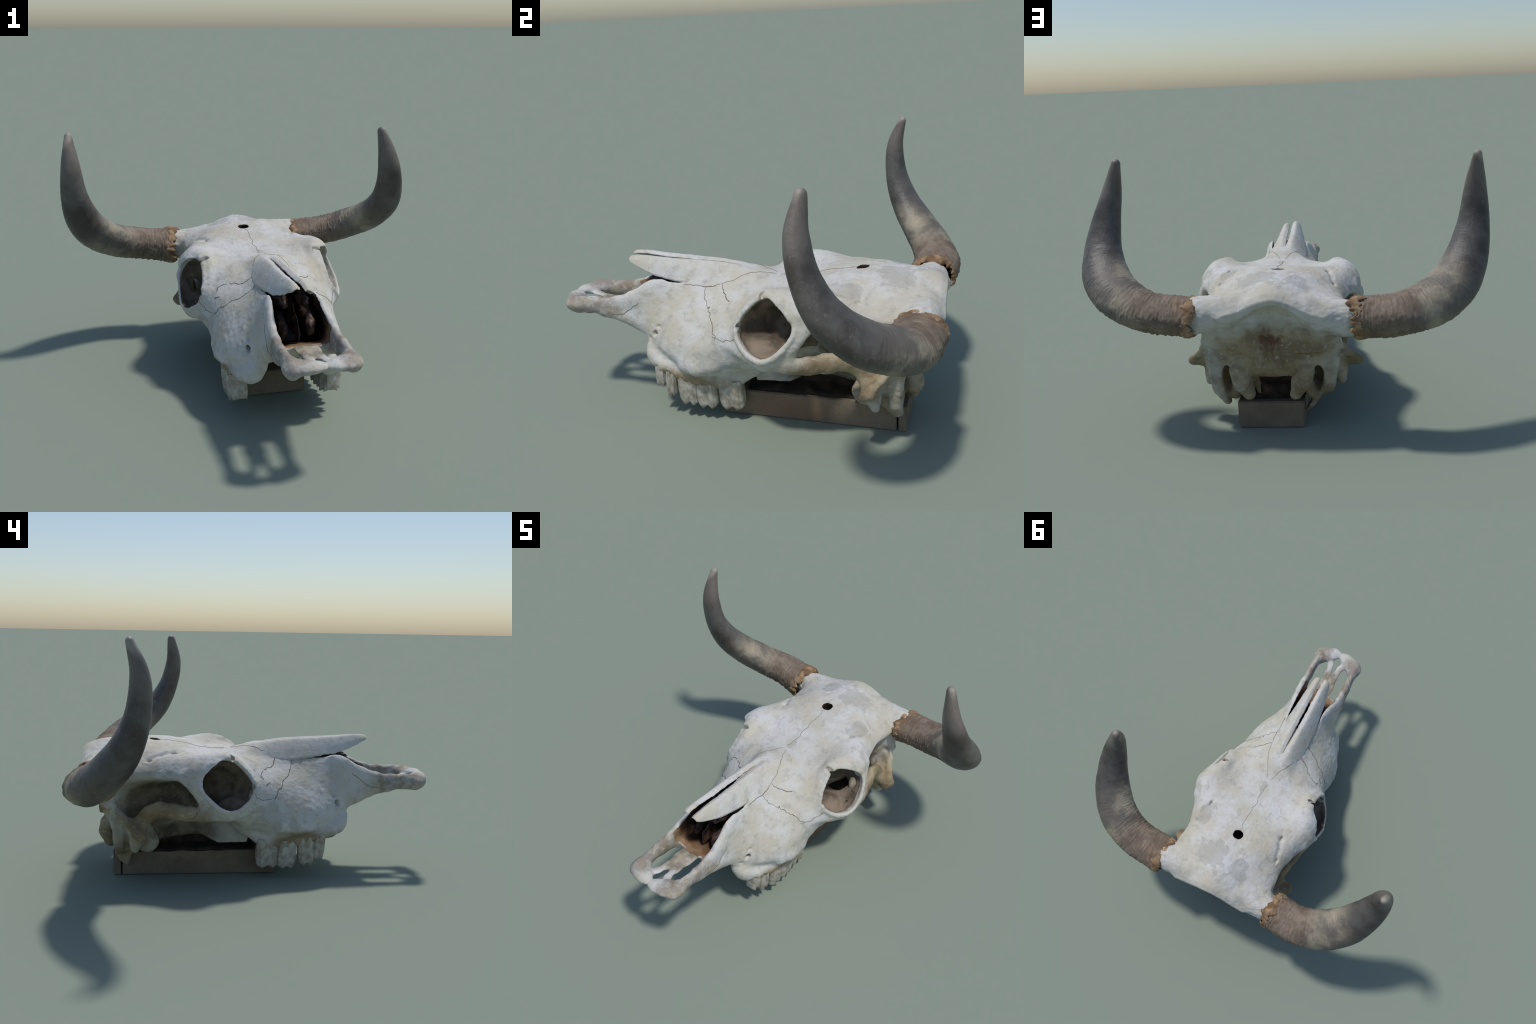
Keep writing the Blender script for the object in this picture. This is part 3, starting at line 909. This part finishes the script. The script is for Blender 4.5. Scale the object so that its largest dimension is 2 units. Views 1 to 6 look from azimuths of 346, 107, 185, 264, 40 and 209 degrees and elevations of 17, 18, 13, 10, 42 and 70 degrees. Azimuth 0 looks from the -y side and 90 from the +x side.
def horn_frames(nodes, n0, ts):
    S = catmull(nodes, np.clip(ts, 0, 7))
    d = (catmull(nodes, [.02]) - catmull(nodes, [0]))[0] / .02
    S = S + np.minimum(ts, 0)[:, None] * d * np.array([1, 1, 1, 0, 0, 0])
    c = S[:, :3]
    t = np.gradient(c, axis=0)
    t /= np.linalg.norm(t, axis=1)[:, None]
    n1 = n0 - (t @ n0)[:, None] * t
    n1 /= np.linalg.norm(n1, axis=1)[:, None]
    return S, t, n1, np.cross(t, n1)

def horn(nodes, n0, t0, t1, seed, mat, rim_mat):
    n0 = np.array(n0) / np.linalg.norm(n0)
    m, n = 112, 300
    ts = np.linspace(t0, t1, n)
    S, T, n1, n2 = horn_frames(nodes, n0, ts)
    th = np.linspace(0, 2 * math.pi, m, endpoint=False)
    U = np.cos(th)[None, :, None] * n1[:, None] + np.sin(th)[None, :, None] * n2[:, None]
    D = -np.sin(th)[None, :, None] * n1[:, None] + np.cos(th)[None, :, None] * n2[:, None]
    p, q, r = S[:, 4, None], S[:, 5, None], S[:, 3, None]
    h = r * (1 + p * np.cos(2 * th) + q * np.sin(2 * th))
    dh = r * (-2 * p * np.sin(2 * th) + 2 * q * np.cos(2 * th))
    # growth wrinkles: strong and ragged near the mouth, fading to a smooth tip
    key = np.stack(np.broadcast_arrays(ts[:, None], 1.0 * np.cos(th)[None], 1.0 * np.sin(th)[None]), -1).reshape(-1, 3)
    wr = fbm(key, (22, 2.2, 2.2), seed, 3).reshape(n, m)
    lo = fbm(key, (3.0, 1.6, 1.6), seed + 9, 2).reshape(n, m)
    fade = np.clip(1 - ts / 4.2, .10, 1)[:, None]
    h = h * (1 + .02 * lo) + (.0065 * fade) * (np.abs(wr) * 2 - .5)
    P = S[:, None, :3] + h[..., None] * U + dh[..., None] * D
    # frayed mouth: slide the first rings along the axis
    jag = fbm(np.stack([np.cos(th) * 1.0, np.sin(th) * 1.0, th * 0], 1), 5.5, seed + 3, 3)
    wgt = np.clip(1 - (ts - t0) / .25, 0, 1)[:, None, None]
    P = P + wgt * (.030 * jag)[None, :, None] * T[:, None, :]
    pts, faces = [*P.reshape(-1, 3)], []
    for i in range(n - 1):
        for j in range(m):
            a, b = i * m + j, i * m + (j + 1) % m
            faces.append([a, b, b + m, a + m])
    # rounded tip
    rt = S[-1, 3]
    prev = (n - 1) * m
    for k in (1, 2, 3, 4):
        al = k / 5 * math.pi / 2
        base = len(pts)
        for j in range(m):
            pts.append(S[-1, :3] + (P[-1, j] - S[-1, :3]) * math.cos(al) + T[-1] * rt * 1.1 * math.sin(al))
        for j in range(m):
            faces.append([prev + j, prev + (j + 1) % m, base + (j + 1) % m, base + j])
        prev = base
    pts.append(S[-1, :3] + T[-1] * rt * 1.1)
    for j in range(m):
        faces.append([prev + j, prev + (j + 1) % m, len(pts) - 1])
    # wall thickness at the mouth
    base = len(pts)
    for j in range(m):
        pts.append(P[0, j] - U[0, j] * .022 + T[0] * .012)
    for j in range(m):
        faces.append([j, base + j, base + (j + 1) % m, (j + 1) % m])
    hb = len(pts)
    for j in range(m):
        pts.append(P[0, j] - U[0, j] * .03 + T[0] * .06)
    for j in range(m):
        faces.append([base + j, hb + j, hb + (j + 1) % m, base + (j + 1) % m])
    me = make_mesh('horn', np.array(pts), faces)
    ob = link('horn', me, mat, root)
    # raised, peeling collar round the mouth
    kk = 15
    rp, rf = [], []
    lump = fbm(np.stack([np.cos(th), np.sin(th), th * 0], 1), 3.2, seed + 7, 3)
    for i in range(kk):
        u = i / (kk - 1)
        a = math.pi * (1.15 * u - .05)
        w2 = fbm(np.stack([np.cos(th), np.sin(th), th * 0 + u], 1), 7, seed + 5, 3)
        out = .008 * math.sin(a) - .022 * max(0, u - .55) - .002
        along = .024 * math.cos(a) * (1 + 1.5 * lump)
        rp += [*(P[0] + U[0] * (out * (1 + 1.6 * lump) + .004 * w2)[:, None] + T[0] * (along + .008 * w2)[:, None])]
    for i in range(kk - 1):
        for j in range(m):
            a, b = i * m + j, i * m + (j + 1) % m
            rf.append([a, a + m, b + m, b])
    col = link('horn_collar', make_mesh('horn_collar', np.array(rp), rf), rim_mat, ob)
    return ob
RIM = plain('frayed_horn_edge', (.16, .095, .05), (.40, .275, .16), 16, .7, .5, .004, 60)
horn(HORN_A, (.45, .83, .35), .06, 6.80, 101, horn_material('horn_grey_brown', (-.34, .85, .58), .955), RIM)
horn(HORN_B, (-.45, .83, .35), -.14, 7.0, 202, horn_material('horn_brown_grey', (.40, .855, .60), .925), RIM)

# ------------------------------------------------------------------ cracks and sutures
CRACK = plain('suture_line', (.07, .055, .04), (.18, .15, .11), 60)
def suture(path, width, zig, seed, side=None):
    """thin dark seam laid on the bone: points are pushed onto the surface from outside"""
    path = np.array(path, float)
    n = 26 * (len(path) - 1)
    P = catmull(path, np.linspace(0, len(path) - 1, n))
    P += zig * np.stack([fbm(P + 7.7 * q, 45, seed + q, 3) for q in range(3)], 1)
    on = []
    for p in P:
        loc, nor, _, _ = BVH.find_nearest(Vector(p))
        if loc is not None:
            on.append((np.array(loc), np.array(nor)))
    pts, faces = [], []
    m = 6
    for i, (p, nn) in enumerate(on):
        a, b = on[max(0, i - 1)][0], on[min(len(on) - 1, i + 1)][0]
        t = b - a
        t /= np.linalg.norm(t) + 1e-9
        sd = np.cross(t, nn)
        w_ = width * (.35 + .65 * math.sin(math.pi * (i + .5) / len(on)) ** .5) * (1 + .5 * fbm(p[None], 90, seed + 4, 1)[0])
        for j in range(m):
            an = 2 * math.pi * j / m
            pts.append(p + sd * w_ * math.cos(an) + nn * .0016 * math.sin(an))
    for i in range(len(on) - 1):
        for j in range(m):
            faces.append([i * m + j, i * m + (j + 1) % m, (i + 1) * m + (j + 1) % m, (i + 1) * m + j])
    faces += [list(range(m))[::-1], list(range((len(on) - 1) * m, len(on) * m))]
    link('suture', make_mesh('suture', np.array(pts), faces), CRACK, root)
for sd in (-1, 1):
    X = lambda a, y, z: (XM + sd * a, y, z)
    suture([X(.105,-.118,.657), X(.15,-.09,.64), X(.19,-.07,.62), X(.215,-.04,.615)], .0019, .016, 300 + sd)
    suture([X(.108,-.20,.642), X(.15,-.185,.60), X(.20,-.16,.57), X(.25,-.13,.53), X(.29,-.10,.49), X(.31,-.08,.45)], .0014, .018, 310 + sd)
    suture([X(.105,-.12,.66), X(.085,-.03,.69), X(.05,.05,.71), X(.012,.14,.70)], .0010, .007, 320 + sd)
for sd in (-1, 1):
    X = lambda a, y, z: (XM + sd * a, y, z)
    suture([X(.112,-.31,.652), X(.112,-.24,.648), X(.111,-.18,.646), X(.106,-.12,.657)], .0018, .008, 360 + sd)
    suture([X(.118,-.44,.63), X(.135,-.50,.585), X(.148,-.57,.54), X(.156,-.63,.495), X(.158,-.70,.487)], .0011, .006, 370 + sd)
    suture([X(.30,-.10,.47), X(.33,-.05,.46), X(.345,0,.47), X(.36,.04,.50)], .0010, .016, 380 + sd)
suture([(.024,.17,.70),(.030,.25,.70),(.022,.33,.72),(.028,.42,.735),(.020,.51,.74)], .0010, .014, 330)
suture([(-.20,-.03,.60),(-.235,-.01,.58),(-.25,-.02,.56)], .0018, .008, 340)
suture([(-.245,-.06,.55),(-.265,-.04,.53)], .002, .006, 341)
suture([(-.30,.33,.40),(-.36,.335,.40),(-.39,.37,.37),(-.385,.40,.355)], .002, .004, 350)

# ------------------------------------------------------------------ support block
BLOCK = block_material()
def box(name, corners, z0, z1, mat, bev=.004):
    bm = bmesh.new()
    lo = [bm.verts.new((x, y, z0)) for x, y in corners]
    hi = [bm.verts.new((x, y, z1)) for x, y in corners]
    bm.faces.new(lo[::-1])
    bm.faces.new(hi)
    for i in range(4):
        j = (i + 1) % 4
        bm.faces.new([lo[i], lo[j], hi[j], hi[i]])
    bmesh.ops.bevel(bm, geom=bm.edges[:], offset=bev, segments=2, affect='EDGES')
    bmesh.ops.recalc_face_normals(bm, faces=bm.faces)
    me = bpy.data.meshes.new(name)
    bm.to_mesh(me)
    bm.free()
    return link(name, me, mat, root, smooth=False)
box('support_block', [(-.116,-.118),(.198,-.118),(.222,.738),(-.101,.738)], 0, .132, BLOCK)
def gap_filler():  # dark mass added to close the gap between block and skull
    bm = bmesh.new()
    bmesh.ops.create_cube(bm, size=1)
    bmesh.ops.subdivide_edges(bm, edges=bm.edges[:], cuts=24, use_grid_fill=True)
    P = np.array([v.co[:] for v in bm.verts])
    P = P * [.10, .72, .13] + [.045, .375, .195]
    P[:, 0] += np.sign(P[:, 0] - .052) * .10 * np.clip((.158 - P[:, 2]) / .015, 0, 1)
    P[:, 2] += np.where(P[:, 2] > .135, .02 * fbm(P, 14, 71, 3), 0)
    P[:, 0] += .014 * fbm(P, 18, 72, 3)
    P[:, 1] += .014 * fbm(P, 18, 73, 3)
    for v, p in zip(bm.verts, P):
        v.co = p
    me = bpy.data.meshes.new('gap_filler')
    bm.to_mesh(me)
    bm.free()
    link('gap_filler', me, plain('dark_filler', (.018, .014, .011), (.05, .036, .027), 14, .9), root)
gap_filler()
box('end_board', [(-.101,.746),(.222,.746),(.224,.787),(-.099,.787)], 0, .134, BLOCK)

# lowest point exactly on the ground
